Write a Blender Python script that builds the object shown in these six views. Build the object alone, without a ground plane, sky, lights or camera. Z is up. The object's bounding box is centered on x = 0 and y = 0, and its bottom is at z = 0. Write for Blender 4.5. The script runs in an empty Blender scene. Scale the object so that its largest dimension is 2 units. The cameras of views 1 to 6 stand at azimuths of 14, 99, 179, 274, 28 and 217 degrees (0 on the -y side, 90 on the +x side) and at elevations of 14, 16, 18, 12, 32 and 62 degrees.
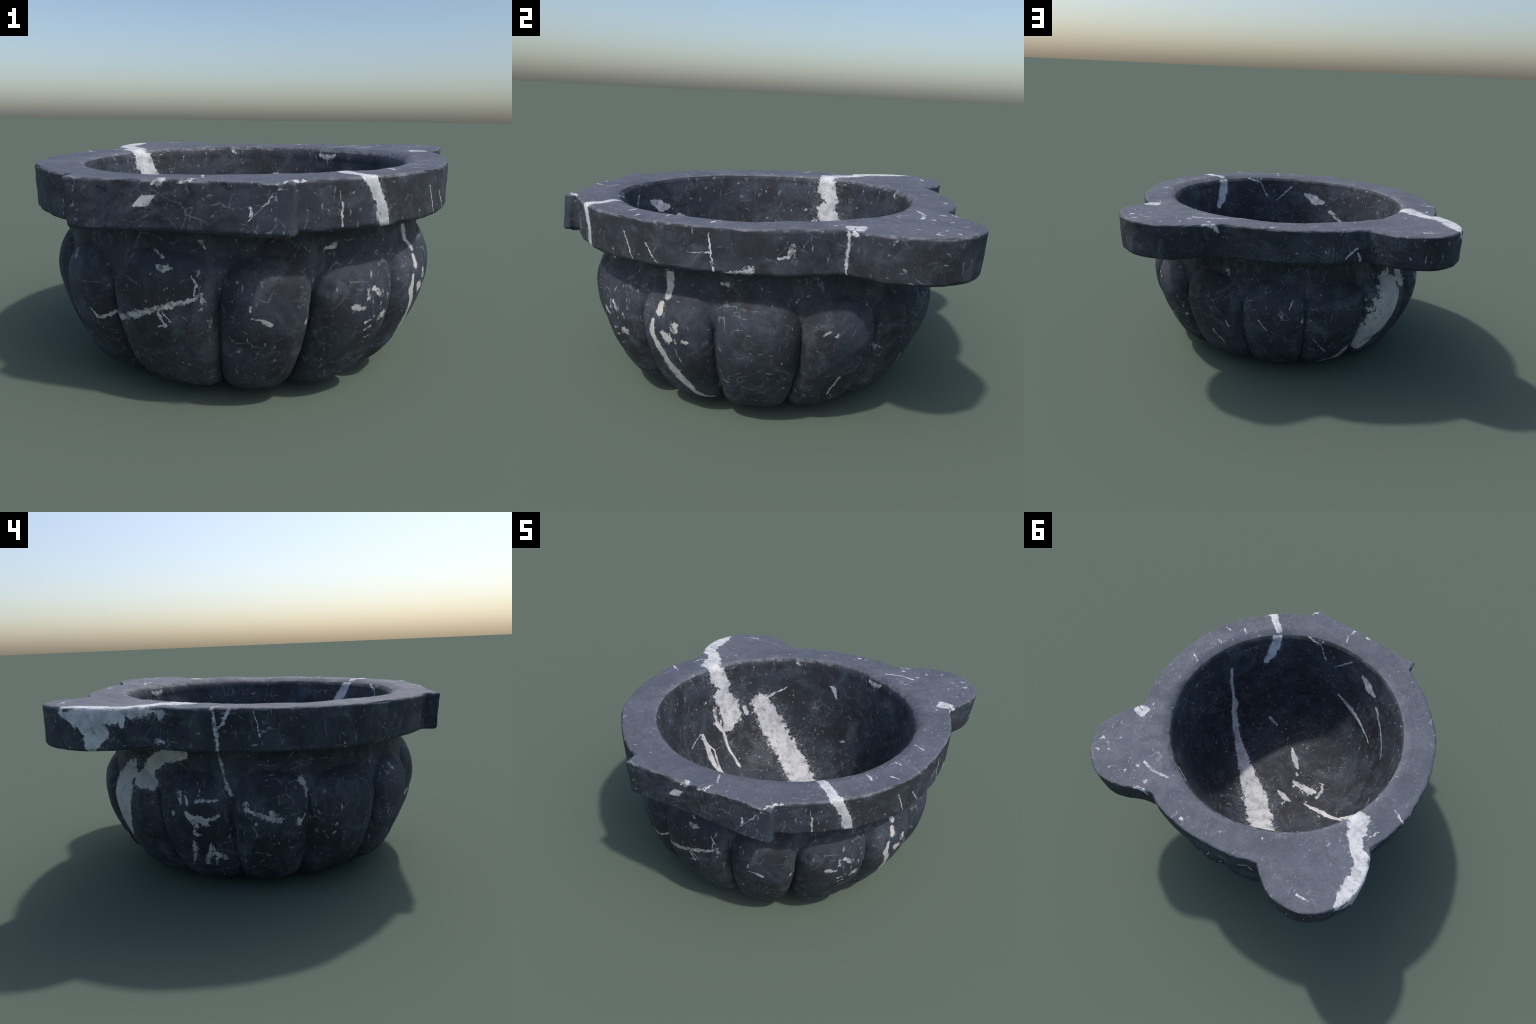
"""Dark veined marble basin: thick round rim with two rounded lugs at the back and a
squared block at the front, a smooth hollow, a recessed neck and fourteen swelling ribs."""
import bpy, math
import numpy as np

TAU = 2 * math.pi

# ------------------------------------------------------------------ noise helpers
def _hash(ix, iy, iz, seed):
    h = (ix * 374761393 + iy * 668265263 + iz * 2147483647 + seed * 1274126177) & 0xFFFFFFFF
    h = ((h ^ (h >> 13)) * 1274126177) & 0xFFFFFFFF
    h = ((h ^ (h >> 16)) * 2246822519) & 0xFFFFFFFF
    return ((h ^ (h >> 15)) & 0xFFFFFF) / float(0xFFFFFF)

def value_noise(p, scale, seed):
    """Smooth noise in -1..1 at the points p (n,3)."""
    q = p * scale + 100.0
    i = np.floor(q).astype(np.int64)
    f = q - i
    f = f * f * f * (f * (f * 6 - 15) + 10)
    out = 0
    for dx in (0, 1):
        for dy in (0, 1):
            for dz in (0, 1):
                w = ((f[:, 0] if dx else 1 - f[:, 0]) * (f[:, 1] if dy else 1 - f[:, 1])
                     * (f[:, 2] if dz else 1 - f[:, 2]))
                out = out + w * _hash(i[:, 0] + dx, i[:, 1] + dy, i[:, 2] + dz, seed)
    return out * 2 - 1

def chisel_facets(p, scale, seed):
    """Tilted flat facets: every cell of a jittered lattice is its own little plane."""
    q = p * scale + 100.0
    i = np.floor(q).astype(np.int64)
    best = np.full(len(p), 1e9)
    val = np.zeros(len(p))
    for dx in (-1, 0, 1):
        for dy in (-1, 0, 1):
            for dz in (-1, 0, 1):
                c = i + np.array([dx, dy, dz])
                j = [_hash(c[:, 0], c[:, 1], c[:, 2], seed + k) for k in range(6)]
                d = q - (c + np.stack(j[:3], 1))
                dist = (d * d).sum(1)
                h = sum((j[3 + k] - .5) * d[:, k] for k in range(3))
                m = dist < best
                best = np.where(m, dist, best)
                val = np.where(m, h, val)
    return val

def smooth(x, a, b):
    t = np.clip((x - a) / (b - a), 0, 1)
    return t * t * (3 - 2 * t)

# ------------------------------------------------------------------ rim outline
# plan of the rim, anticlockwise: (x, y, corner?)
OUTLINE = [
    (.431, -.914, 1), (.520, -.860, 0), (.625, -.781, 0), (.772, -.635, 0), (.889, -.438, 0), (.947, -.239, 0),
    (.968, .005, 0), (.951, .195, 0), (.878, .440, 1),                         # right flank to the right lug
    (.938, .547, 0), (.970, .677, 0), (.948, .809, 0), (.869, .921, 0), (.782, .978, 0),
    (.700, .997, 0), (.610, .990, 0), (.540, .966, 0), (.462, .926, 0), (.371, .896, 1),  # right lug
    (.292, .926, 0), (.095, .957, 0), (-.078, .949, 0), (-.263, .916, 0), (-.416, .863, 1),
    (-.508, .933, 0), (-.581, .969, 0), (-.672, .975, 0), (-.774, .957, 0), (-.855, .908, 0),
    (-.921, .830, 0), (-.972, .728, 0), (-.979, .591, 0), (-.944, .466, 0), (-.900, .386, 1),  # left lug
    (-.943, .261, 0), (-.973, .119, 0), (-.972, -.064, 0), (-.943, -.257, 0), (-.871, -.460, 0),
    (-.793, -.588, 0), (-.624, -.767, 0), (-.520, -.846, 0), (-.417, -.906, 1), # left flank to the front block
    (-.408, -.981, 1), (-.2, -.984, 0), (0., -.984, 0), (.2, -.981, 0), (.438, -.974, 1),
]

def sample_outline(n):
    """Catmull-Rom through the control points, broken at the corners, evenly spaced."""
    pts = np.array([o[:2] for o in OUTLINE]); cor = [o[2] for o in OUTLINE]
    m = len(pts); line = []
    for k in range(m):
        a, b = pts[k], pts[(k + 1) % m]
        p0 = 2 * a - b if cor[k] else pts[k - 1]
        p3 = 2 * b - a if cor[(k + 1) % m] else pts[(k + 2) % m]
        t = np.linspace(0, 1, 60, endpoint=False)[:, None]
        line.append(.5 * (2 * a + (b - p0) * t + (2 * p0 - 5 * a + 4 * b - p3) * t**2
                          + (3 * a - p0 - 3 * b + p3) * t**3))
    line = np.concatenate(line)
    for _ in range(10):                                    # take the knife edge off the corners
        line = (np.roll(line, 1, 0) + 2 * line + np.roll(line, -1, 0)) / 4
    line = np.concatenate([line, line[:1]])
    s = np.r_[0, np.cumsum(np.hypot(*np.diff(line, axis=0).T))]
    u = np.linspace(0, s[-1], n, endpoint=False)
    return np.stack([np.interp(u, s, line[:, 0]), np.interp(u, s, line[:, 1])], 1)

# ------------------------------------------------------------------ profiles (z, radius)
RIB_CREST_GROOVE = np.array([   # z, rib crest, groove between the ribs
    (.000, .550, .472), (.030, .650, .572), (.080, .741, .666), (.150, .803, .735),
    (.250, .854, .795), (.350, .893, .833), (.450, .913, .852), (.530, .916, .858),
    (.600, .905, .852), (.660, .890, .845), (.720, .880, .837), (.800, .880, .833)])
GROOVE_DEPTH = [1.4, 1.45, 1.75, 1.4, 1.45, 1.3, 1.15, 1.05, 1., 1.25, 1.2, 1.1, 1.15, 1.2]
GROOVES = [-112.6, -81., -56.8, -30.2, -5., 20.3, 45.4, 72.2, 96.7, 121.8, 148.4, 174., 198.6, 224.4]
HOLLOW = np.array([             # radius, z of the smooth hollow, from the middle of the floor up
    (.000, .163), (.10, .163), (.20, .164), (.30, .168), (.37, .178), (.44, .202), (.51, .248),
    (.57, .315), (.62, .396), (.659, .500), (.691, .615), (.717, .735), (.738, .840), (.755, .905)])
HOLLOW_CENTRE = np.array([-.002, -.015])
LIP_CENTRE = np.array([.017, -.039])
LIP_RADIUS = .792

BODY_CENTRE = np.array([.004, -.010])

def z_top(x, y):
    r = np.hypot(x, y)
    return .964 + .012 * x + .024 * y + .003 * smooth(y, .2, .6) + (.004 - .001 * x) * smooth(r, .95, 1.2) * (y > 0)
def z_under(x, y):
    return (.767 + .016 * x + .014 * np.clip(y, -1, 0) + .029 * np.clip(y, 0, 1) - .012 * np.clip(x, -1, 0) * (y > .4))

def resample(curve, n):
    """n points spread evenly along a polyline, smoothed with Catmull-Rom."""
    c = np.asarray(curve, float); m = len(c); out = []
    for k in range(m - 1):
        p0 = c[k - 1] if k else 2 * c[0] - c[1]
        p3 = c[k + 2] if k + 2 < m else 2 * c[-1] - c[-2]
        t = np.linspace(0, 1, 30, endpoint=False)[:, None]
        out.append(.5 * (2 * c[k] + (c[k + 1] - p0) * t + (2 * p0 - 5 * c[k] + 4 * c[k + 1] - p3) * t**2
                         + (3 * c[k] - p0 - 3 * c[k + 1] + p3) * t**3))
    out = np.concatenate(out + [c[-1:]])
    s = np.r_[0, np.cumsum(np.linalg.norm(np.diff(out, axis=0), axis=1))]
    u = np.linspace(0, s[-1], n)
    return np.stack([np.interp(u, s, out[:, k]) for k in range(out.shape[1])], 1)

# ------------------------------------------------------------------ the whole stone as one ring mesh
NCOL = 1560

def build_stone():
    plan = sample_outline(NCOL)
    ang = np.unwrap(np.arctan2(plan[:, 1], plan[:, 0]))
    ang = np.maximum.accumulate(ang)
    d = np.stack([np.cos(ang), np.sin(ang)], 1)
    R = np.hypot(plan[:, 0], plan[:, 1])
    tn = np.roll(plan, -3, 0) - np.roll(plan, 3, 0)
    nrm = np.stack([tn[:, 1], -tn[:, 0]], 1)
    nrm /= np.linalg.norm(nrm, axis=1)[:, None]
    for _ in range(6):
        nrm = (np.roll(nrm, 1, 0) + 2 * nrm + np.roll(nrm, -1, 0)) / 4
    front = smooth(-plan[:, 1], .925, .955) * smooth(np.abs(plan[:, 0]), .47, .42)   # the squared block

    rings, tags = [], []
    def ring(xy, z, tag):
        rings.append(np.column_stack([xy, np.broadcast_to(z, NCOL)])); tags.append(tag)

    # hollow, from the floor's middle up to the lip
    for r, z in resample(HOLLOW, 150)[1:]:
        c = HOLLOW_CENTRE + (LIP_CENTRE - HOLLOW_CENTRE) * smooth(np.array(z), .70, 1.1)
        ring(c + d * r, z, 'hollow')
    lip = LIP_CENTRE + d * LIP_RADIUS
    zt_lip = z_top(lip[:, 0], lip[:, 1])
    z0, r0 = HOLLOW[-1][1], HOLLOW[-1][0]
    c_wall = HOLLOW_CENTRE + (LIP_CENTRE - HOLLOW_CENTRE) * smooth(np.array(z0), .70, 1.1)
    for a in np.linspace(0, 1, 26)[1:]:                    # rounded inner lip
        t = a * math.pi / 2
        rr = r0 + .072 * (1 - math.cos(t))
        zz = z0 + (zt_lip - z0) * math.sin(t)
        xy = c_wall + (LIP_CENTRE - c_wall) * smooth(np.array(a), 0, .9) + d * rr
        ring(xy, zz, 'hollow' if a < .45 else 'rim')
    # flat top of the rim out to the rounded outer edge
    start = LIP_CENTRE + d * (r0 + .072)
    bev = .016
    end = plan - nrm * bev
    for a in np.linspace(0, 1, 46)[1:]:
        xy = start + (end - start) * a
        ring(xy, z_top(xy[:, 0], xy[:, 1]) - .0015 * math.sin(a * math.pi), 'rim')
    zt = z_top(plan[:, 0], plan[:, 1]); zu = z_under(plan[:, 0], plan[:, 1])
    for a in np.linspace(0, 1, 9)[1:]:
        t = a * math.pi / 2
        ring(plan - nrm * bev * (1 - math.sin(t)), zt - bev * (1 - math.cos(t)), 'rim')
    bev2 = .02
    right = smooth(plan[:, 0], .45, .8) * smooth(plan[:, 1], .42, .36)      # right flank leans out a little
    lug_left = smooth(-plan[:, 0], .55, .8) * smooth(plan[:, 1], .38, .5)
    taper = (-.007 - .016 * plan[:, 0] / .43) * front + (.006 - .011 * right - .009 * lug_left) * (1 - front)
    for a in np.linspace(0, 1, 46)[1:]:
        z = zt - bev + (zu + bev2 - zt + bev) * a
        ring(plan - nrm * (taper * a)[:, None], z, 'rim')
    for a in np.linspace(0, 1, 13)[1:]:
        t = a * math.pi / 2
        ring(plan - nrm * (taper + bev2 * (1 - math.cos(t)))[:, None], zu + bev2 * (1 - math.sin(t)), 'rim')
    # underside of the rim in to the neck
    under0 = plan - nrm * (taper + bev2)[:, None]
    neck = BODY_CENTRE + d * .850
    for a in np.linspace(0, 1, 26)[1:]:
        xy = under0 + (neck - under0) * a
        ring(xy, z_under(xy[:, 0], xy[:, 1]), 'rim')
    # fillet, neck and ribs
    g = np.radians(np.array(sorted(x % 360 for x in GROOVES)))
    th = ang % TAU
    k = np.searchsorted(g, th) - 1
    lo = np.where(k < 0, g[-1] - TAU, g[k]); hi = np.where(k + 1 < len(g), g[(k + 1) % len(g)], g[0] + TAU)
    hi = np.where(k < 0, g[0], hi)
    side = (th - lo) / (hi - lo) * 2 - 1
    u = np.abs(side)
    rib_index = k % len(g)
    order = np.argsort([x % 360 for x in GROOVES])
    gd = np.array(GROOVE_DEPTH)[order]
    cut = gd[k % len(g)] + (gd[(k + 1) % len(g)] - gd[k % len(g)]) * smooth(side, -.8, .8)
    rng = np.random.default_rng(5)
    crown = .648 + rng.uniform(-.014, .014, len(g))[rib_index]
    swell = 1 + rng.uniform(-.07, .09, len(g))[rib_index]
    fullness = np.where(side < 0, rng.uniform(2.6, 3.8, len(g))[rib_index], rng.uniform(2.6, 3.8, len(g))[rib_index])
    z_start = z_under(neck[:, 0], neck[:, 1])
    levels = resample(RIB_CREST_GROOVE[::-1][1:, [1, 0]] * [1, 1], 190)[:, 1]
    levels = levels[levels < .719]
    for a in np.linspace(0, 1, 16)[1:]:
        z = z_start + (.722 - z_start) * a
        rr = .837 + .013 * (1 - a) ** 3
        ring(BODY_CENTRE + d * rr, z, 'neck')
    table = resample(RIB_CREST_GROOVE, 400)
    inside = []
    for z in levels:
        C = np.interp(z, table[:, 0], table[:, 1])
        G = np.interp(z, table[:, 0], table[:, 2])
        v = np.clip((z - .37) / (crown - .37), 0, 2)
        s = u ** fullness + v ** 3.4
        b = np.clip(1 - s, 0, 1) ** (.55 + .2 * smooth(np.array(z), .42, .62))
        deep = 1 + (cut - 1) * smooth(np.array(z), .60, .40)
        top_r = G + (C - G) * swell
        centre = BODY_CENTRE + np.array([-.008, -.006]) * smooth(np.array(z), .45, .08)   # the foot leans to the left front
        ring(centre + d * (top_r - (top_r - G) * deep * (1 - b))[:, None], z, 'body')
        inside.append(s < .999)
    first_body = len(tags) - len(levels)
    last = rings[-1][:, :2]
    for a in np.linspace(0, 1, 24)[1:-1]:
        ring(last * (1 - a), 0., 'base')

    V = np.concatenate(rings)
    nr = len(rings)
    V = np.concatenate([V, [[*HOLLOW_CENTRE, HOLLOW[0][1]]], [[0, 0, 0]]])
    i = np.arange(nr - 1)[:, None] * NCOL
    j = np.arange(NCOL)[None, :]; jn = (j + 1) % NCOL
    Q = np.stack([i + j, i + NCOL + j, i + NCOL + jn, i + jn], -1).reshape(-1, 4)
    jj = np.arange(NCOL)
    T0 = np.stack([np.full(NCOL, nr * NCOL), jj, (jj + 1) % NCOL], 1)
    b0 = (nr - 1) * NCOL
    T1 = np.stack([np.full(NCOL, nr * NCOL + 1), b0 + (jj + 1) % NCOL, b0 + jj], 1)

    # part of every face
    col_mid = np.arctan2(*(d + np.roll(d, -1, 0)).T[::-1])
    deg = np.degrees(col_mid) % 360
    names = []
    part = np.empty((nr - 1, NCOL), object)
    for r in range(nr - 1):
        t = tags[r + 1]
        if t == 'rim':
            part[r] = 'rim'
        elif t == 'body':
            m = inside[r + 1 - first_body]
            part[r] = np.where(m, np.array(['rib%02d' % x for x in rib_index], object), 'neck')
        else:
            part[r] = t
    # lugs and front block are the bits of the slab outside the rim's circle
    rq = V[Q].mean(1).reshape(nr - 1, NCOL, 3)
    isrim = part == 'rim'
    out = np.hypot(rq[..., 0], rq[..., 1] + .01) > .955
    aa = np.degrees(np.arctan2(rq[..., 1], rq[..., 0])) % 360
    part[isrim & out & (aa > 26.6) & (aa < 67.3)] = 'lug0'
    part[isrim & out & (aa > 115.9) & (aa < 156.6)] = 'lug1'
    part[isrim & (rq[..., 1] < -.945) & (np.abs(rq[..., 0] - .015) < .425)] = 'front_block'
    return V, Q, T0, T1, part.reshape(-1), front, nr

def vertex_normals(V, Q, T0, T1):
    N = np.zeros_like(V)
    fn = np.cross(V[Q[:, 2]] - V[Q[:, 0]], V[Q[:, 3]] - V[Q[:, 1]])
    for c in range(4):
        np.add.at(N, Q[:, c], fn)
    for T in (T0, T1):
        fn = np.cross(V[T[:, 1]] - V[T[:, 0]], V[T[:, 2]] - V[T[:, 0]])
        for c in range(3):
            np.add.at(N, T[:, c], fn)
    return N / np.maximum(np.linalg.norm(N, axis=1), 1e-20)[:, None]

def weather(V, N):
    """Hand-worked stone: gentle unevenness everywhere, chiselled facets on the front block."""
    x, y, z = V.T
    amp = smooth(z, .0, .06)
    h = .0045 * value_noise(V, 4.0, 1) + .0022 * value_noise(V, 11, 2) + .0009 * value_noise(V, 29, 3)
    slab = smooth(z, .72, .76) * smooth(np.hypot(x, y), .86, .90)
    side = slab * smooth(1 - np.abs(N[:, 2]), .3, .8)
    frontal = side * smooth(-y, .90, .95) * smooth(np.abs(x), .43, .39)
    edge = slab * smooth(np.abs(N[:, 2]), .15, .5) * smooth(1 - np.abs(N[:, 2]), .05, .3)
    out = h * amp
    m = frontal > 0
    f = np.zeros(len(V))
    tool = np.stack([(V[m, 0] + V[m, 2]) * .35, V[m, 1], (V[m, 2] - V[m, 0]) * 1.2], 1)   # slanting chisel strokes
    f[m] = .0030 * value_noise(V[m], 7, 21) + .0030 * value_noise(tool, 20, 22) + .0014 * value_noise(tool, 50, 23) \
        + .004 * chisel_facets(tool, 15, 9)
    out += f * frontal
    m = (side > 0) | (edge > 0)
    e = np.zeros(len(V))
    e[m] = .0025 * value_noise(V[m], 22, 12) - .004 * np.clip(value_noise(V[m], 14, 14) - .25, 0, 1)
    out += e * np.maximum(side * .5, edge)
    return V + N * out[:, None]

# ------------------------------------------------------------------ marble
# White calcite veins: each is a short run of (x, y, z, half width) along which the vein comes to the surface.
RIM_VEINS = {
    'stripe': [(0.535, -0.64, 0.955, 0.022), (0.595, -0.693, 0.955, 0.025), (0.659, -0.744, 0.952, 0.026), (0.681, -0.733, 0.919, 0.022), (0.702, -0.713, 0.851, 0.023), (0.722, -0.698, 0.783, 0.022)],
    'lug_band': [(-0.929, 0.798, 0.98, 0.019), (-0.924, 0.723, 0.979, 0.035), (-0.929, 0.638, 0.974, 0.046), (-0.924, 0.534, 0.968, 0.041), (-0.875, 0.47, 0.966, 0.041), (-0.816, 0.427, 0.965, 0.042), (-0.776, 0.352, 0.965, 0.054), (-0.748, 0.283, 0.964, 0.065)],
    'lug_side': [(-0.934, 0.81, 0.953, 0.011), (-0.967, 0.746, 0.933, 0.025), (-0.98, 0.677, 0.904, 0.045), (-0.982, 0.636, 0.869, 0.049), (-0.981, 0.67, 0.822, 0.035)],
    'lug_side_upper': [(-0.979, 0.672, 0.946, 0.02), (-0.977, 0.578, 0.933, 0.034), (-0.964, 0.524, 0.934, 0.018), (-0.966, 0.53, 0.892, 0.0098)],
    'front_patch': [(-0.127, -0.988, 0.845, 0.0056), (-0.087, -0.987, 0.866, 0.018), (-0.05, -0.987, 0.88, 0.0047)],
    'front_top_a': [(-0.059, -0.985, 0.927, 0.0049), (-0.031, -0.982, 0.935, 0.013), (-0.018, -0.973, 0.942, 0.0039)],
    'front_top_b': [(0.045, -0.986, 0.932, 0.0038), (0.082, -0.976, 0.942, 0.0067), (0.09, -0.93, 0.942, 0.0019)],
    'front_top_c': [(0.08, -0.849, 0.946, 0.0039), (0.103, -0.906, 0.941, 0.0034)],
    'corner': [(0.384, -0.977, 0.918, 0.0027), (0.425, -0.931, 0.945, 0.0064), (0.456, -0.892, 0.947, 0.0018)],
    'side_spot': [(0.955, 0.191, 0.866, 0.0039), (0.948, 0.224, 0.874, 0.0052), (0.946, 0.235, 0.894, 0.011), (0.948, 0.229, 0.912, 0.0034)],
    'under_edge': [(0.962, -0.026, 0.791, 0.0035), (0.969, 0.033, 0.8, 0.0052), (0.967, 0.077, 0.811, 0.015), (0.967, 0.092, 0.825, 0.0043)],
    'side_crack_a': [(0.964, -0.089, 0.94, 0.0026), (0.964, -0.079, 0.869, 0.0026), (0.966, -0.062, 0.794, 0.0035)],
    'side_crack_b': [(0.957, -0.17, 0.861, 0.0018), (0.964, -0.082, 0.863, 0.0022)],
    'side_crack_c': [(0.875, -0.474, 0.904, 0.0019), (0.898, -0.428, 0.789, 0.0019)],
    'side_crack_d': [(0.918, -0.36, 0.868, 0.0019), (0.937, -0.307, 0.793, 0.0018)],
    'notch_line': [(0.878, 0.446, 0.975, 0.0061), (0.878, 0.446, 0.8, 0.004)],
    'lug_spot': [(0.867, 0.488, 0.985, 0.02), (0.816, 0.499, 0.986, 0.02), (0.814, 0.452, 0.984, 0.017), (0.856, 0.457, 0.984, 0.014)],
    'lug_streak': [(0.55, 0.756, 0.987, 0.0087), (0.479, 0.768, 0.988, 0.0086), (0.363, 0.752, 0.984, 0.0057)],
    'lug_notch_spot': [(0.485, 0.921, 0.993, 0.0071), (0.433, 0.909, 0.985, 0.0099)],
    'lug_notch_side': [(0.427, 0.908, 0.985, 0.0095), (0.401, 0.901, 0.952, 0.0074)],
    'lug_left_streak': [(-0.718, 0.876, 0.983, 0.0077), (-0.781, 0.868, 0.983, 0.0038)],
    'left_crack': [(-0.97, 0.122, 0.952, 0.0047), (-0.971, 0.118, 0.864, 0.0085), (-0.966, 0.114, 0.772, 0.0043)],
    'left_crack_b': [(-0.977, 0.056, 0.948, 0.0056), (-0.974, 0.088, 0.888, 0.0038), (-0.97, 0.116, 0.858, 0.0028)],
    'left_crack_c': [(-0.975, -0.055, 0.939, 0.0023), (-0.964, -0.074, 0.824, 0.0028)],
    'left_notch': [(-0.897, 0.391, 0.808, 0.01), (-0.899, 0.371, 0.803, 0.006)],
    'back_crack': [(-0.298, 0.902, 0.832, 0.0064), (-0.356, 0.882, 0.879, 0.0038)],
    'back_crack_b': [(-0.359, 0.88, 0.85, 0.0038), (-0.377, 0.872, 0.808, 0.0044)],
    'front_line': [(0.576, -0.821, 0.865, 0.0027), (0.576, -0.82, 0.834, 0.0039), (0.581, -0.816, 0.779, 0.002)],
    'front_diag': [(0.293, -0.994, 0.813, 0.0015), (0.363, -0.979, 0.895, 0.0018)],
    'rim_right_flecks': [(0.705, -0.47, 0.957, 0.005), (0.739, -0.503, 0.958, 0.0059)],
    'rim_right_flecks_b': [(0.81, -0.43, 0.963, 0.0045), (0.845, -0.43, 0.963, 0.004)],
    'rim_right_crack': [(0.83, -0.07, 0.967, 0.005), (0.878, -0.102, 0.969, 0.0033)],
    'rim_left_crack': [(-0.888, 0.085, 0.956, 0.0042), (-0.97, 0.131, 0.951, 0.0055)],
}
HOLLOW_VEINS = {
    'stripe': [(0.522, -0.621, 0.945, 0.034), (0.511, -0.575, 0.887, 0.034), (0.519, -0.528, 0.8, 0.032), (0.538, -0.489, 0.755, 0.021)],
    'band_thin': [(0.686, -0.263, 0.775, 0.01), (0.67, -0.224, 0.666, 0.014), (0.646, -0.208, 0.561, 0.01), (0.62, -0.18, 0.464, 0.025), (0.583, -0.121, 0.349, 0.025), (0.505, -0.048, 0.249, 0.029), (0.414, 0.025, 0.195, 0.04), (0.29, 0.118, 0.17, 0.06)],
    'band_wide': [(0.29, 0.118, 0.17, 0.062), (0.16, 0.214, 0.166, 0.078), (0.019, 0.326, 0.175, 0.092), (-0.149, 0.471, 0.247, 0.081), (-0.28, 0.516, 0.357, 0.084), (-0.374, 0.523, 0.48, 0.084), (-0.433, 0.514, 0.584, 0.078), (-0.461, 0.51, 0.652, 0.063)],
    'upper_band': [(-0.695, 0.269, 0.94, 0.067), (-0.681, 0.271, 0.883, 0.064), (-0.655, 0.307, 0.823, 0.043)],
    'upper_block': [(-0.654, 0.278, 0.734, 0.068), (-0.622, 0.31, 0.658, 0.08), (-0.6, 0.317, 0.597, 0.073), (-0.6, 0.274, 0.534, 0.044), (-0.603, 0.246, 0.502, 0.015)],
    'upper_side': [(-0.552, 0.406, 0.63, 0.016), (-0.535, 0.411, 0.591, 0.018)],
    'stringer_a': [(-0.644, 0.192, 0.567, 0.022), (-0.612, 0.22, 0.498, 0.012), (-0.563, 0.214, 0.379, 0.0088), (-0.515, 0.215, 0.312, 0.0088), (-0.466, 0.204, 0.256, 0.012)],
    'stringer_b': [(-0.669, 0.041, 0.532, 0.0099), (-0.642, 0.051, 0.455, 0.02), (-0.602, 0.046, 0.363, 0.023), (-0.539, 0.05, 0.272, 0.01)],
    'stringer_c': [(-0.654, -0.101, 0.494, 0.0045), (-0.672, 0.022, 0.537, 0.0046)],
    'chips_a': [(-0.67, 0.197, 0.669, 0.014), (-0.652, 0.193, 0.596, 0.0086)],
    'front_patch': [(-0.148, -0.743, 0.821, 0.015), (-0.225, -0.712, 0.781, 0.031), (-0.288, -0.684, 0.769, 0.015)],
    'front_streak_a': [(-0.002, -0.686, 0.543, 0.007), (-0.138, -0.66, 0.494, 0.017), (-0.285, -0.596, 0.458, 0.0086), (-0.393, -0.521, 0.434, 0.0043)],
    'front_streak_b': [(-0.342, -0.64, 0.703, 0.012), (-0.422, -0.573, 0.646, 0.0082), (-0.505, -0.483, 0.599, 0.0066), (-0.556, -0.396, 0.546, 0.0049)],
    'floor_a': [(0.128, -0.268, 0.168, 0.0072), (0.045, -0.19, 0.167, 0.02), (-0.013, -0.145, 0.166, 0.0089)],
    'floor_b': [(-0.057, -0.033, 0.161, 0.014), (-0.109, -0.035, 0.161, 0.019), (-0.202, -0.04, 0.166, 0.029), (-0.244, -0.055, 0.167, 0.0087)],
    'floor_c': [(-0.249, -0.146, 0.167, 0.007), (-0.279, -0.096, 0.168, 0.01), (-0.276, -0.024, 0.167, 0.01)],
    'floor_d': [(-0.006, 0.103, 0.164, 0.0069), (-0.069, 0.116, 0.165, 0.019), (-0.126, 0.121, 0.165, 0.0086)],
    'floor_e': [(0.413, -0.35, 0.268, 0.0091), (0.338, -0.352, 0.225, 0.0055)],
    'floor_line': [(-0.227, 0.07, 0.165, 0.0052), (-0.406, 0.062, 0.189, 0.019), (-0.543, 0.07, 0.28, 0.0083), (-0.6, 0.1, 0.4, 0.006), (-0.655, 0.02, 0.52, 0.004)],
    'spot_a': [(-0.261, 0.681, 0.947, 0.0095), (-0.253, 0.682, 0.941, 0.0058)],
    'spot_b': [(-0.009, 0.711, 0.814, 0.0058), (0.02, 0.71, 0.802, 0.017), (0.052, 0.699, 0.741, 0.0044)],
    'spot_c': [(0.281, 0.683, 0.936, 0.007), (0.328, 0.659, 0.921, 0.015), (0.366, 0.645, 0.938, 0.0096)],
    'spot_d': [(0.153, 0.612, 0.46, 0.01), (0.174, 0.607, 0.46, 0.0044)],
    'tip': [(-0.437, 0.546, 0.7, 0.0074), (-0.375, 0.597, 0.728, 0.0059), (-0.315, 0.637, 0.767, 0.003)],
    'tip_b': [(-0.519, 0.455, 0.651, 0.01), (-0.497, 0.488, 0.692, 0.0089)],
    'front_line': [(0.35, -0.728, 0.939, 0.0044), (0.224, -0.747, 0.911, 0.0044), (0.164, -0.731, 0.793, 0.0033)],
    'front_line_b': [(0.086, -0.738, 0.766, 0.0033), (-0.035, -0.772, 0.878, 0.0043)],
}
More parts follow.
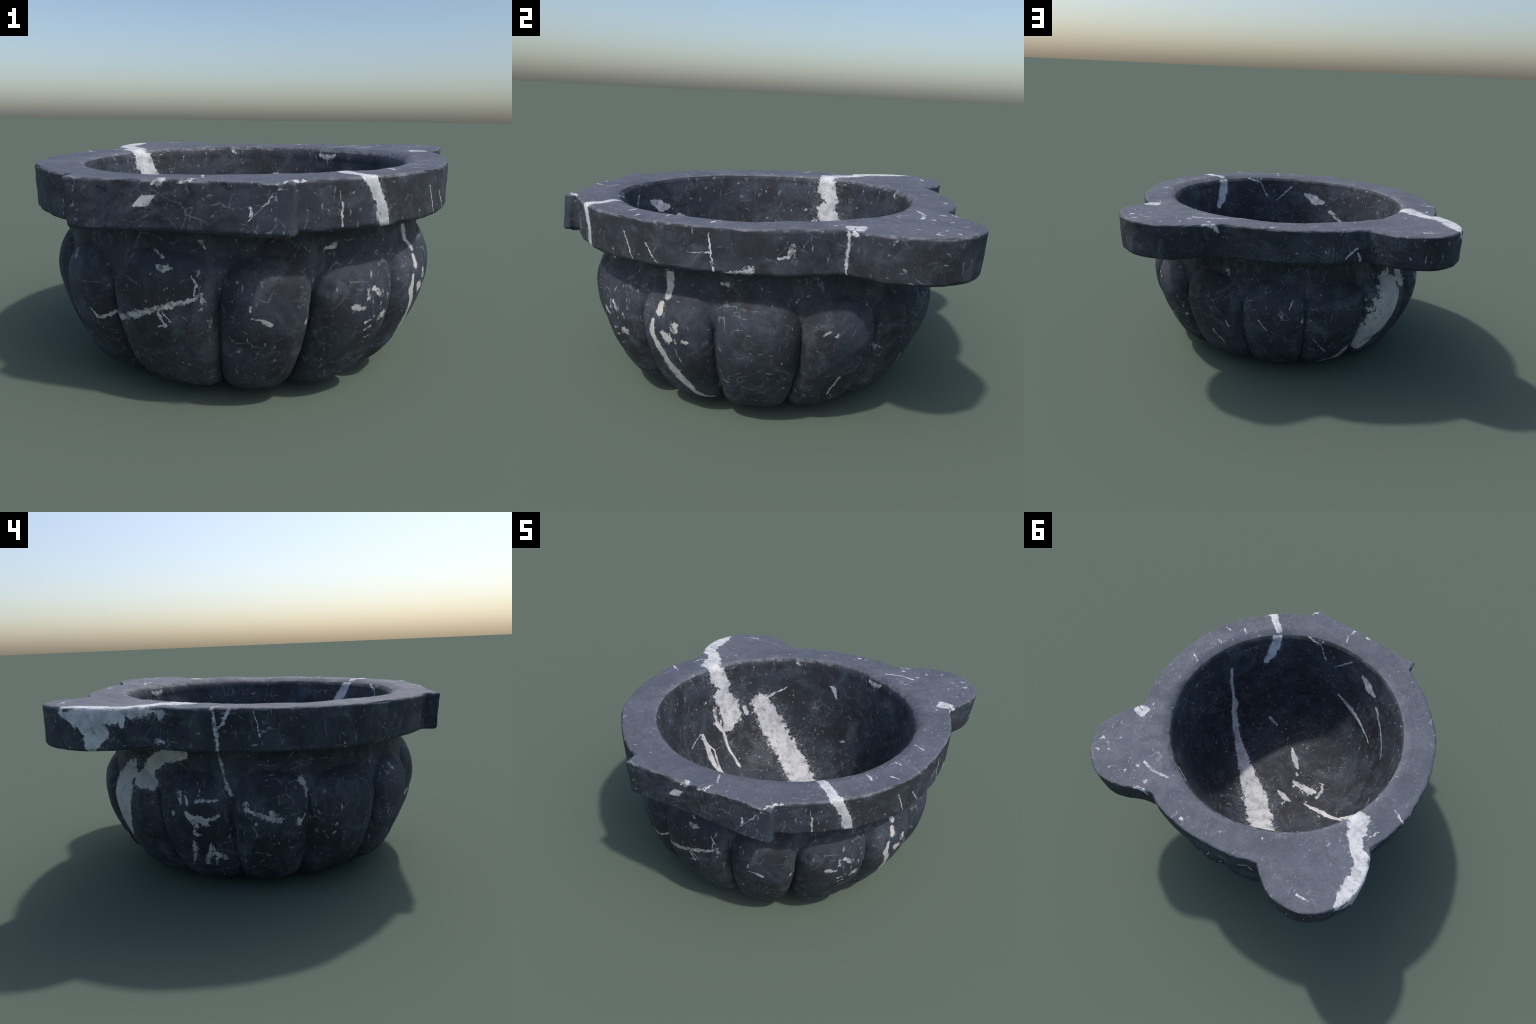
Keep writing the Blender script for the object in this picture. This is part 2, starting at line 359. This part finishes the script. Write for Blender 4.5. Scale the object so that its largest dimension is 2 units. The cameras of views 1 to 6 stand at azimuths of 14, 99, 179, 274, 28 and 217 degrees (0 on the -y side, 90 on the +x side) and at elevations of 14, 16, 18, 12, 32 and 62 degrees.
RIB_VEINS_RIGHT = {
    'vein': [(0.785, -0.304, 0.7, 0.018), (0.799, -0.292, 0.653, 0.019), (0.827, -0.298, 0.613, 0.015)],
    'vein_b': [(0.837, -0.323, 0.583, 0.013), (0.849, -0.333, 0.548, 0.019)],
    'vein_c': [(0.843, -0.364, 0.5, 0.01), (0.839, -0.37, 0.45, 0.016), (0.843, -0.344, 0.396, 0.014), (0.828, -0.308, 0.317, 0.018), (0.805, -0.264, 0.239, 0.024), (0.772, -0.21, 0.155, 0.018), (0.731, -0.157, 0.097, 0.012), (0.7, -0.06, 0.05, 0.006)],
    'chip_a': [(0.885, -0.253, 0.505, 0.013), (0.887, -0.251, 0.485, 0.013)],
    'chip_b': [(0.867, -0.309, 0.459, 0.012), (0.875, -0.282, 0.439, 0.018)],
    'chip_c': [(0.891, -0.211, 0.44, 0.0068), (0.892, -0.198, 0.436, 0.0078)],
    'chip_d': [(0.726, -0.551, 0.385, 0.0054), (0.734, -0.533, 0.383, 0.013)],
    'chip_e': [(0.696, -0.61, 0.507, 0.0087), (0.714, -0.592, 0.482, 0.0086)],
    'line_right': [(0.692, 0.413, 0.165, 0.0032), (0.724, 0.466, 0.275, 0.0062)],
    'line_right_b': [(0.828, 0.381, 0.511, 0.0038), (0.817, 0.407, 0.529, 0.0029)],
    'chip_r': [(0.806, 0.44, 0.513, 0.0086), (0.805, 0.442, 0.508, 0.0038)],
    'neck_chip': [(0.843, -0.059, 0.707, 0.0038), (0.846, -0.034, 0.704, 0.0094)],
    'chip_g': [(0.676, -0.632, 0.506, 0.0053), (0.676, -0.635, 0.471, 0.008)],
    'chip_h': [(0.696, -0.61, 0.509, 0.005), (0.705, -0.602, 0.5, 0.0036)],
    'chip_h2': [(0.723, -0.578, 0.493, 0.005), (0.725, -0.576, 0.487, 0.0036)],
    'chip_i': [(0.614, -0.69, 0.442, 0.0061), (0.628, -0.678, 0.437, 0.012), (0.662, -0.643, 0.425, 0.0062)],
    'chip_j': [(0.716, -0.559, 0.366, 0.0056), (0.733, -0.539, 0.391, 0.01)],
    'chip_k': [(0.671, -0.615, 0.362, 0.0045), (0.693, -0.593, 0.371, 0.0027)],
    'chip_l': [(0.663, -0.607, 0.328, 0.0037), (0.688, -0.585, 0.339, 0.0037)],
    'chip_m': [(0.664, -0.583, 0.288, 0.0037), (0.685, -0.564, 0.298, 0.0037)],
    'chip_p': [(0.455, -0.752, 0.407, 0.0051), (0.454, -0.746, 0.394, 0.0052)],
    'chip_q': [(0.505, -0.694, 0.667, 0.0042), (0.535, -0.669, 0.677, 0.0085)],
    'back_b': [(0.424, 0.737, 0.265, 0.0027), (0.371, 0.736, 0.214, 0.0045)],
}
RIB_VEINS_FRONT = {
    'front_line': [(-0.432, -0.796, 0.37, 0.0048), (-0.398, -0.795, 0.346, 0.0067), (-0.326, -0.777, 0.37, 0.0085), (-0.272, -0.841, 0.371, 0.01), (-0.195, -0.885, 0.41, 0.011), (-0.098, -0.912, 0.444, 0.0085), (-0.051, -0.915, 0.456, 0.0093), (0.002, -0.914, 0.474, 0.0075), (0.061, -0.907, 0.49, 0.0058), (0.088, -0.897, 0.511, 0.0041)],
    'front_fork': [(-0.083, -0.911, 0.427, 0.0077), (-0.063, -0.905, 0.379, 0.006), (-0.097, -0.899, 0.368, 0.0026)],
    'front_fork_b': [(-0.066, -0.913, 0.432, 0.0027), (-0.036, -0.909, 0.395, 0.0027)],
    'front_loop': [(0.049, -0.896, 0.571, 0.0021), (0.071, -0.898, 0.548, 0.0041), (0.061, -0.907, 0.507, 0.0025)],
    'chip_f': [(-0.091, -0.886, 0.6, 0.0076), (-0.062, -0.891, 0.595, 0.013), (-0.026, -0.894, 0.594, 0.0033)],
    'chip_n': [(0.283, -0.88, 0.436, 0.0041), (0.306, -0.871, 0.426, 0.0049), (0.333, -0.858, 0.41, 0.0091)],
    'chip_o': [(0.266, -0.887, 0.477, 0.0049), (0.269, -0.886, 0.465, 0.0033)],
    'neck_smear': [(0.071, -0.844, 0.704, 0.0083), (0.089, -0.846, 0.68, 0.0033)],
    'neck_line': [(-0.122, -0.844, 0.661, 0.0026), (-0.07, -0.87, 0.636, 0.0042)],
    'left_m': [(-0.533, -0.701, 0.603, 0.0068), (-0.536, -0.715, 0.581, 0.0091)],
}
RIB_VEINS_BACK = {
    'lug_patch': [(-0.773, 0.306, 0.721, 0.026), (-0.732, 0.388, 0.718, 0.037), (-0.688, 0.477, 0.666, 0.038), (-0.687, 0.538, 0.59, 0.05), (-0.717, 0.478, 0.568, 0.027)],
    'lug_patch_b': [(-0.6, 0.646, 0.583, 0.034), (-0.653, 0.63, 0.505, 0.037), (-0.638, 0.636, 0.409, 0.032), (-0.55, 0.63, 0.3, 0.022)],
    'lug_patch_c': [(-0.603, 0.635, 0.593, 0.076), (-0.604, 0.676, 0.508, 0.09), (-0.564, 0.696, 0.399, 0.083), (-0.506, 0.681, 0.284, 0.071), (-0.447, 0.646, 0.19, 0.05)],
    'lug_patch_d': [(-0.363, 0.731, 0.197, 0.015), (-0.309, 0.715, 0.132, 0.015), (-0.216, 0.707, 0.093, 0.0099)],
    'left_a': [(-0.834, 0.325, 0.551, 0.01), (-0.847, 0.318, 0.507, 0.0083)],
    'left_a2': [(-0.847, 0.296, 0.548, 0.0041), (-0.861, 0.283, 0.504, 0.0062)],
    'left_b': [(-0.856, 0.294, 0.456, 0.01), (-0.861, 0.274, 0.438, 0.017), (-0.868, 0.247, 0.435, 0.0062)],
    'left_c': [(-0.876, 0.2, 0.426, 0.0041), (-0.878, 0.169, 0.428, 0.0082), (-0.878, 0.143, 0.448, 0.0071)],
    'left_d': [(-0.853, 0.259, 0.368, 0.0042), (-0.849, 0.251, 0.345, 0.0073), (-0.854, 0.224, 0.343, 0.0031)],
    'left_e': [(-0.83, 0.263, 0.305, 0.0064), (-0.814, 0.264, 0.266, 0.013), (-0.732, 0.293, 0.143, 0.0022)],
    'left_f': [(-0.846, 0.184, 0.304, 0.0031), (-0.818, 0.191, 0.238, 0.0096), (-0.779, 0.211, 0.167, 0.0066)],
    'left_g': [(-0.823, 0.176, 0.245, 0.0064), (-0.819, 0.151, 0.232, 0.014), (-0.807, 0.116, 0.213, 0.0075)],
    'left_h': [(-0.816, 0.157, 0.226, 0.0042), (-0.784, 0.17, 0.162, 0.0043)],
    'left_i': [(-0.9, 0.008, 0.478, 0.01), (-0.906, -0.022, 0.468, 0.006), (-0.906, -0.071, 0.446, 0.009), (-0.894, -0.15, 0.425, 0.012)],
    'left_j': [(-0.906, -0.107, 0.473, 0.008), (-0.902, -0.123, 0.449, 0.013)],
    'left_k': [(-0.865, -0.23, 0.424, 0.0081), (-0.855, -0.238, 0.4, 0.01), (-0.844, -0.261, 0.438, 0.0031)],
    'left_l': [(-0.797, -0.411, 0.369, 0.0074), (-0.796, -0.416, 0.371, 0.0042)],
    'left_n': [(-0.82, -0.245, 0.592, 0.013), (-0.822, -0.27, 0.548, 0.0082), (-0.831, -0.272, 0.519, 0.0041)],
    'left_o': [(-0.871, 0.241, 0.522, 0.0071), (-0.875, 0.139, 0.526, 0.004)],
    'left_crack': [(-0.822, 0.134, 0.725, 0.004), (-0.838, 0.102, 0.625, 0.0051), (-0.845, 0.075, 0.542, 0.0071)],
    'back_a': [(-0.005, 0.898, 0.504, 0.0025), (-0.021, 0.882, 0.557, 0.0033)],
    'back_c': [(0.36, 0.81, 0.386, 0.0026), (0.337, 0.803, 0.346, 0.0035)],
    'back_d': [(0.17, 0.88, 0.421, 0.0025), (0.112, 0.877, 0.36, 0.0025)],
    'back_e': [(-0.147, 0.84, 0.309, 0.0026), (-0.234, 0.783, 0.193, 0.0036)],
}

# loose clouds of white chips: (x, y, z, radius)
RIM_CHIPS = [(.85, .80, .985, .13), (.62, .85, .985, .12), (.84, -.33, .96, .08), (.80, .42, .975, .07),
             (.45, .88, .98, .07), (-.80, .36, .96, .09), (-.87, .30, .95, .07), (.10, .90, .975, .06)]
HOLLOW_CHIPS = [(-.66, .17, .72, .09), (-.64, .19, .58, .07), (-.15, -.05, .165, .17), (-.40, .07, .21, .08),
                (-.68, .28, .86, .11), (-.07, .12, .165, .09), (-.52, .40, .64, .05)]
RIB_CHIPS = [(.69, -.62, .43, .13), (.89, -.24, .44, .10), (-.84, .27, .42, .13), (-.80, .17, .24, .10),
             (-.885, -.04, .465, .10), (-.79, -.40, .38, .12), (.31, -.88, .44, .08), (.05, -.91, .46, .09),
             (-.83, .25, .55, .09), (.62, .63, .35, .12), (-.74, .36, .72, .06), (-.05, .88, .45, .12)]

class Graph:
    """Small helper for wiring shader nodes."""
    def __init__(self, tree): self.t = tree
    def put(self, node, key, v):
        s = node.inputs[key]
        if hasattr(v, 'is_output'): self.t.links.new(v, s)
        else: s.default_value = v
    def math(self, op, a, b=0., c=None, clamp=False):
        n = self.t.nodes.new('ShaderNodeMath'); n.operation = op; n.use_clamp = clamp
        self.put(n, 0, a); self.put(n, 1, b)
        if c is not None: self.put(n, 2, c)
        return n.outputs[0]
    def vec(self, op, a, b=None, scale=None):
        n = self.t.nodes.new('ShaderNodeVectorMath'); n.operation = op
        self.put(n, 0, a)
        if b is not None: self.put(n, 1, b)
        if scale is not None: self.put(n, 'Scale', scale)
        return n.outputs['Value' if op in ('DOT_PRODUCT', 'LENGTH', 'DISTANCE') else 'Vector']
    def noise(self, p, scale, detail=2., rough=.5, out='Fac', distortion=0.):
        n = self.t.nodes.new('ShaderNodeTexNoise')
        self.put(n, 'Vector', p); self.put(n, 'Scale', scale); self.put(n, 'Detail', detail)
        self.put(n, 'Roughness', rough); self.put(n, 'Distortion', distortion)
        return n.outputs[out]
    def cracks(self, p, scale):
        n = self.t.nodes.new('ShaderNodeTexVoronoi'); n.feature = 'DISTANCE_TO_EDGE'
        self.put(n, 'Vector', p); self.put(n, 'Scale', scale)
        return n.outputs['Distance']
    def step(self, x, a, b, lo=0., hi=1.):
        n = self.t.nodes.new('ShaderNodeMapRange'); n.interpolation_type = 'SMOOTHSTEP'
        self.put(n, 'Value', x); self.put(n, 'From Min', a); self.put(n, 'From Max', b)
        self.put(n, 'To Min', lo); self.put(n, 'To Max', hi)
        return n.outputs['Result']
    def mix(self, f, a, b):
        n = self.t.nodes.new('ShaderNodeMix'); n.data_type = 'RGBA'
        self.put(n, 'Factor', f)
        for s, v in ((n.inputs[6], a), (n.inputs[7], b)):
            if hasattr(v, 'is_output'): self.t.links.new(v, s)
            else: s.default_value = (*v, 1.)
        return n.outputs[2]

def vein_segment_group():
    """One tapered piece of vein: distance from its axis in units of its half width, kept if smaller."""
    t = bpy.data.node_groups.new('vein_segment', 'ShaderNodeTree')
    for name, kind in (('Point', 'NodeSocketVector'), ('Start', 'NodeSocketVector'), ('Along', 'NodeSocketVector'),
                       ('Inverse', 'NodeSocketFloat'), ('Width', 'NodeSocketFloat'), ('Growth', 'NodeSocketFloat'),
                       ('Other', 'NodeSocketFloat'), ('Normal', 'NodeSocketVector')):
        t.interface.new_socket(name, in_out='INPUT', socket_type=kind)
    t.interface.new_socket('Nearest', in_out='OUTPUT', socket_type='NodeSocketFloat')
    i = t.nodes.new('NodeGroupInput').outputs; o = t.nodes.new('NodeGroupOutput'); g = Graph(t)
    hold = t.nodes.new('ShaderNodeVectorMath'); hold.operation = 'MULTIPLY_ADD'   # evaluate the pieces one after another
    g.put(hold, 0, i['Other']); g.put(hold, 1, (1e-9, 1e-9, 1e-9)); g.put(hold, 2, i['Point'])
    pa = g.vec('SUBTRACT', hold.outputs[0], i['Start'])
    s = g.math('MULTIPLY', g.vec('DOT_PRODUCT', pa, i['Along']), i['Inverse'], clamp=True)
    near = g.vec('SCALE', i['Along'], scale=s)
    off = g.vec('SUBTRACT', pa, near)                       # measured along the surface, not through it
    depth = g.math('MULTIPLY', g.vec('DOT_PRODUCT', off, i['Normal']), .88)
    flat = g.vec('SUBTRACT', off, g.vec('SCALE', i['Normal'], scale=depth))
    q = g.math('DIVIDE', g.vec('LENGTH', flat), g.math('MULTIPLY_ADD', i['Growth'], s, i['Width']))
    t.links.new(g.math('MINIMUM', q, i['Other']), o.inputs[0])
    return t

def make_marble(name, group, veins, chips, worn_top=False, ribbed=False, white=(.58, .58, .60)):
    m = bpy.data.materials.new(name); m.use_nodes = True
    t = m.node_tree; g = Graph(t); bsdf = t.nodes['Principled BSDF']
    P = t.nodes.new('ShaderNodeTexCoord').outputs['Object']
    centred = lambda v: g.vec('SUBTRACT', v, (.5, .5, .5))
    wob = g.vec('SCALE', centred(g.noise(P, 9, 3, .6, 'Color')), scale=.022)
    wob2 = g.vec('SCALE', centred(g.noise(P, 45, 2, .6, 'Color')), scale=.010)
    W = g.vec('ADD', P, g.vec('ADD', wob, wob2))

    # --- placed veins
    face = t.nodes.new('ShaderNodeNewGeometry').outputs['Normal']
    def nearest(lines, point):
        near = 99.
        for line in lines:
            for a, b in zip(line, line[1:]):
                n = t.nodes.new('ShaderNodeGroup'); n.node_tree = group
                ab = [b[k] - a[k] for k in range(3)]
                g.put(n, 'Point', point); g.put(n, 'Start', a[:3]); g.put(n, 'Along', ab)
                g.put(n, 'Inverse', 1. / max(sum(x * x for x in ab), 1e-8))
                g.put(n, 'Width', a[3]); g.put(n, 'Growth', b[3] - a[3]); g.put(n, 'Other', near)
                g.put(n, 'Normal', face)
                near = n.outputs[0]
        return near
    bands = [l for l in veins.values() if max(p[3] for p in l) >= .0165]
    wisps = [[(*p[:3], p[3] * 1.25) for p in l] for l in veins.values() if max(p[3] for p in l) < .0165]
    near = nearest(bands, W)
    bow = g.vec('SCALE', centred(g.noise(P, 6, 2, .5, 'Color')), scale=.035)
    thin = nearest(wisps, g.vec('ADD', g.vec('ADD', W, bow), g.vec('SCALE', centred(g.noise(P, 75, 2, .6, 'Color')), scale=.014)))
    frayed = g.noise(P, 26, 5, .62)
    fine = g.noise(P, 105, 3, .6)
    tatter = g.math('ADD', g.math('MULTIPLY', g.math('SUBTRACT', frayed, .5), 1.6),
                    g.math('MULTIPLY', g.math('SUBTRACT', fine, .5), .2))
    vein = g.step(g.math('ADD', near, tatter), .93, 1.08, 1., 0.)
    vein = g.math('MULTIPLY', vein, g.step(g.noise(P, 24, 3, .6), .30, .44, .55, 1.))
    ragged = g.math('ADD', g.math('MULTIPLY', g.math('SUBTRACT', fine, .5), 2.6),
                    g.math('MULTIPLY', g.math('SUBTRACT', g.noise(P, 48, 2, .5), .5), 2.0))
    wisp = g.step(g.math('ADD', thin, ragged), .70, 1.15, 1., 0.)
    wisp = g.math('MULTIPLY', wisp, g.step(g.noise(P, 33, 3, .6), .34, .56, .25, .95))
    vein = g.math('MAXIMUM', vein, wisp)
    halo = g.math('MULTIPLY', g.step(g.math('ADD', near, g.math('MULTIPLY', tatter, 2.)), 1.0, 2.1, 1., 0.),
                  g.step(g.noise(P, 70, 3, .7), .48, .62))

    # --- clouds of chips
    cloud = 9.
    for c in chips:
        cloud = g.math('MINIMUM', cloud, g.math('DIVIDE', g.vec('DISTANCE', W, c[:3]), c[3]))
    dense = g.step(cloud, .3, 1.15, 1., 0.)
    stretch = t.nodes.new('ShaderNodeMapping'); g.put(stretch, 'Vector', W)
    stretch.inputs['Rotation'].default_value = (.6, .5, .4); stretch.inputs['Scale'].default_value = (1., 1., .55)
    shard = g.noise(stretch.outputs[0], 21, 3, .6)
    chip = g.step(g.math('ADD', shard, g.math('MULTIPLY', dense, .13)), .715, .745)

    # --- hairlines and flecks that run through the whole stone
    patch = g.noise(P, 2.7, 2, .5)
    bent = g.vec('ADD', P, g.vec('SCALE', wob, scale=2.6))
    hair = g.math('MULTIPLY', g.step(g.cracks(bent, 4.3), .002, .016, 1., 0.), g.step(g.noise(P, 5.2, 2), .50, .60))
    hair2 = g.math('MULTIPLY', g.step(g.cracks(g.vec('ADD', bent, (7., 3., 1.)), 8.5), .004, .026, 1., 0.),
                   g.step(g.noise(P, 6.3, 2), .54, .62))
    hairs = g.math('MULTIPLY', g.math('MAXIMUM', hair, hair2), g.step(g.noise(P, 42, 3), .40, .62))
    streak = t.nodes.new('ShaderNodeMapping'); g.put(streak, 'Vector', W)
    streak.inputs['Rotation'].default_value = (.9, .2, 1.1); streak.inputs['Scale'].default_value = (1., 1., .3)
    streak2 = t.nodes.new('ShaderNodeMapping'); g.put(streak2, 'Vector', W)
    streak2.inputs['Rotation'].default_value = (.2, 1.3, .5); streak2.inputs['Scale'].default_value = (1., .35, 1.)
    fleck2 = g.math('MULTIPLY', g.step(g.noise(streak2.outputs[0], 44, 3, .6), .645, .71), g.step(g.noise(P, 3.4, 2), .40, .60))
    fleck = g.math('MULTIPLY', g.step(g.noise(streak.outputs[0], 52, 3, .6), .645, .71), g.step(patch, .38, .60))
    fleck = g.math('MAXIMUM', fleck, fleck2)

    # --- ground colour: blue-grey bloom drifting over brown-black stone
    drift = g.noise(P, 4.6, 4, .62, distortion=.8)
    grain = g.noise(P, 85, 3, .7)
    smoke = g.noise(P, 8.5, 6, .70, distortion=.6)
    stone = g.mix(g.step(drift, .40, .62), (.0205, .0225, .029), (.031, .038, .053))
    stone = g.mix(g.math('MULTIPLY', g.step(smoke, .46, .72), .8), stone, (.066, .079, .099))
    if ribbed:                         # pale dust caught beside the fourteen grooves
        xyz = t.nodes.new('ShaderNodeSeparateXYZ'); g.put(xyz, 0, P)
        turn = g.math('MULTIPLY_ADD', g.math('ARCTAN2', xyz.outputs['Y'], xyz.outputs['X']), 14 / TAU, 5.7 / 360 * 14)
        u = g.math('MULTIPLY', g.math('ABSOLUTE', g.math('SUBTRACT', g.math('FRACT', turn), .5)), 2.)
        dust = g.step(g.math('ADD', u, g.math('MULTIPLY', g.math('SUBTRACT', smoke, .5), 1.9)), .55, 1.15)
        wispy = g.step(g.noise(streak.outputs[0], 26, 4, .65), .40, .66, .25, 1.)
        stone = g.mix(g.math('MULTIPLY', g.math('MULTIPLY', dust, wispy), .75), stone, (.074, .082, .100))
    if worn_top:                       # upward faces of the rim get a paler, patchy blue-grey
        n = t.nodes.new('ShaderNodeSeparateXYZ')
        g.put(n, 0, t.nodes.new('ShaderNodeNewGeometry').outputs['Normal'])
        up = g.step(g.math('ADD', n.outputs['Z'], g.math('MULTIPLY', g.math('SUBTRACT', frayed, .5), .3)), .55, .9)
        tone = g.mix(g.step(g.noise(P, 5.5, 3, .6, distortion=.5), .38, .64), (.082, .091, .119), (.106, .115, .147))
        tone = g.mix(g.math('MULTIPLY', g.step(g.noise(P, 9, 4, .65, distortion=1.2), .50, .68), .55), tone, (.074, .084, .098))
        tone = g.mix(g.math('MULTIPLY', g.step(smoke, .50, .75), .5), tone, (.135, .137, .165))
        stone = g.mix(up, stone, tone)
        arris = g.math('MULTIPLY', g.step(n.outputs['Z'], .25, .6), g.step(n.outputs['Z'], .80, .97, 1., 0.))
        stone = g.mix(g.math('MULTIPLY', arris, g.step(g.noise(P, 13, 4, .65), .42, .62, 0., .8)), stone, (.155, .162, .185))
    v = t.nodes.new('ShaderNodeHueSaturation')
    t.links.new(stone, v.inputs['Color']); t.links.new(g.step(grain, .25, .75, .84, 1.16), v.inputs['Value'])
    stone = v.outputs[0]

    # --- vein colour: off-white, clouded grey, crossed by fine dark cracks
    white = g.mix(g.step(g.noise(W, 16, 4, .65), .40, .68), white, (.37, .38, .40))
    split = g.step(g.cracks(g.vec('ADD', W, g.vec('SCALE', wob, scale=2.)), 21), .004, .022, 1., 0.)
    split = g.math('MULTIPLY', split, g.step(g.noise(P, 15, 2), .42, .60))
    white = g.mix(g.math('MULTIPLY', split, .65), white, (.12, .125, .135))

    col = g.mix(g.math('MULTIPLY', hairs, .26), stone, (.42, .43, .46))
    col = g.mix(g.math('MULTIPLY', fleck, .46), col, (.45, .46, .49))
    col = g.mix(g.math('MULTIPLY', halo, .30), col, (.36, .38, .40))
    col = g.mix(g.math('MULTIPLY', chip, .85), col, white)
    col = g.mix(vein, col, white)
    t.links.new(col, bsdf.inputs['Base Color'])
    t.links.new(g.step(g.noise(P, 12, 3), .3, .7, .66, .80), bsdf.inputs['Roughness'])
    bsdf.inputs['Specular IOR Level'].default_value = .35

    bump = t.nodes.new('ShaderNodeBump'); bump.inputs['Strength'].default_value = .22
    bump.inputs['Distance'].default_value = .004
    g.put(bump, 'Height', g.math('ADD', g.noise(P, 60, 4, .6), g.math('MULTIPLY', g.noise(streak.outputs[0], 24, 3, .6), .8)))
    t.links.new(bump.outputs[0], bsdf.inputs['Normal'])
    return m

# ------------------------------------------------------------------ assemble
def add_part(name, parent, V, N, polys, mat):
    used = np.unique(np.concatenate([p.reshape(-1) for p in polys]))
    remap = np.full(len(V), -1, np.int64); remap[used] = np.arange(len(used))
    me = bpy.data.meshes.new(name)
    loops = np.concatenate([remap[p].reshape(-1) for p in polys])
    sizes = np.concatenate([np.full(len(p), p.shape[1]) for p in polys])
    me.vertices.add(len(used)); me.vertices.foreach_set('co', V[used].astype(np.float32).ravel())
    me.loops.add(len(loops)); me.loops.foreach_set('vertex_index', loops.astype(np.int32))
    me.polygons.add(len(sizes))
    me.polygons.foreach_set('loop_start', np.r_[0, np.cumsum(sizes)[:-1]].astype(np.int32))
    me.update(calc_edges=True)
    me.polygons.foreach_set('use_smooth', np.ones(len(sizes), bool))
    me.normals_split_custom_set_from_vertices(N[used])
    me.materials.append(mat)
    ob = bpy.data.objects.new(name, me)
    bpy.context.scene.collection.objects.link(ob)
    ob.parent = parent
    return ob

def main():
    V, Q, T0, T1, part, front, nr = build_stone()
    N = vertex_normals(V, Q, T0, T1)
    V = weather(V, N)
    N = vertex_normals(V, Q, T0, T1)

    top = bpy.data.objects.new('stone_basin', None)
    bpy.context.scene.collection.objects.link(top)
    top['label'] = 'dark veined marble basin with ribbed bowl and lugged rim'
    top['category'] = 'stone basin'
    group = vein_segment_group()
    rib_veins = {**{'r_' + k: v for k, v in RIB_VEINS_RIGHT.items()}, **{'f_' + k: v for k, v in RIB_VEINS_FRONT.items()},
                 **{'b_' + k: v for k, v in RIB_VEINS_BACK.items()}}
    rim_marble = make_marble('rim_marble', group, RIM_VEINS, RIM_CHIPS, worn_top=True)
    hollow_marble = make_marble('hollow_marble', group, HOLLOW_VEINS, HOLLOW_CHIPS)
    rib_marble = make_marble('rib_marble', group, rib_veins, RIB_CHIPS, ribbed=True, white=(.50, .48, .46))
    stuff = {'rim': rim_marble, 'lug0': rim_marble, 'lug1': rim_marble, 'front_block': rim_marble, 'hollow': hollow_marble}
    names = {'hollow': 'hollow', 'rim': 'rim', 'lug0': 'lug', 'lug1': 'lug', 'front_block': 'front_block',
             'neck': 'neck', 'base': 'base'}
    for key in sorted(set(part)):
        polys = [Q[part == key]]
        if key == 'hollow': polys.append(T0)
        if key == 'base': polys.append(T1)
        add_part(names.get(key, 'rib'), top, V, N, polys, stuff.get(key, rib_marble))

main()
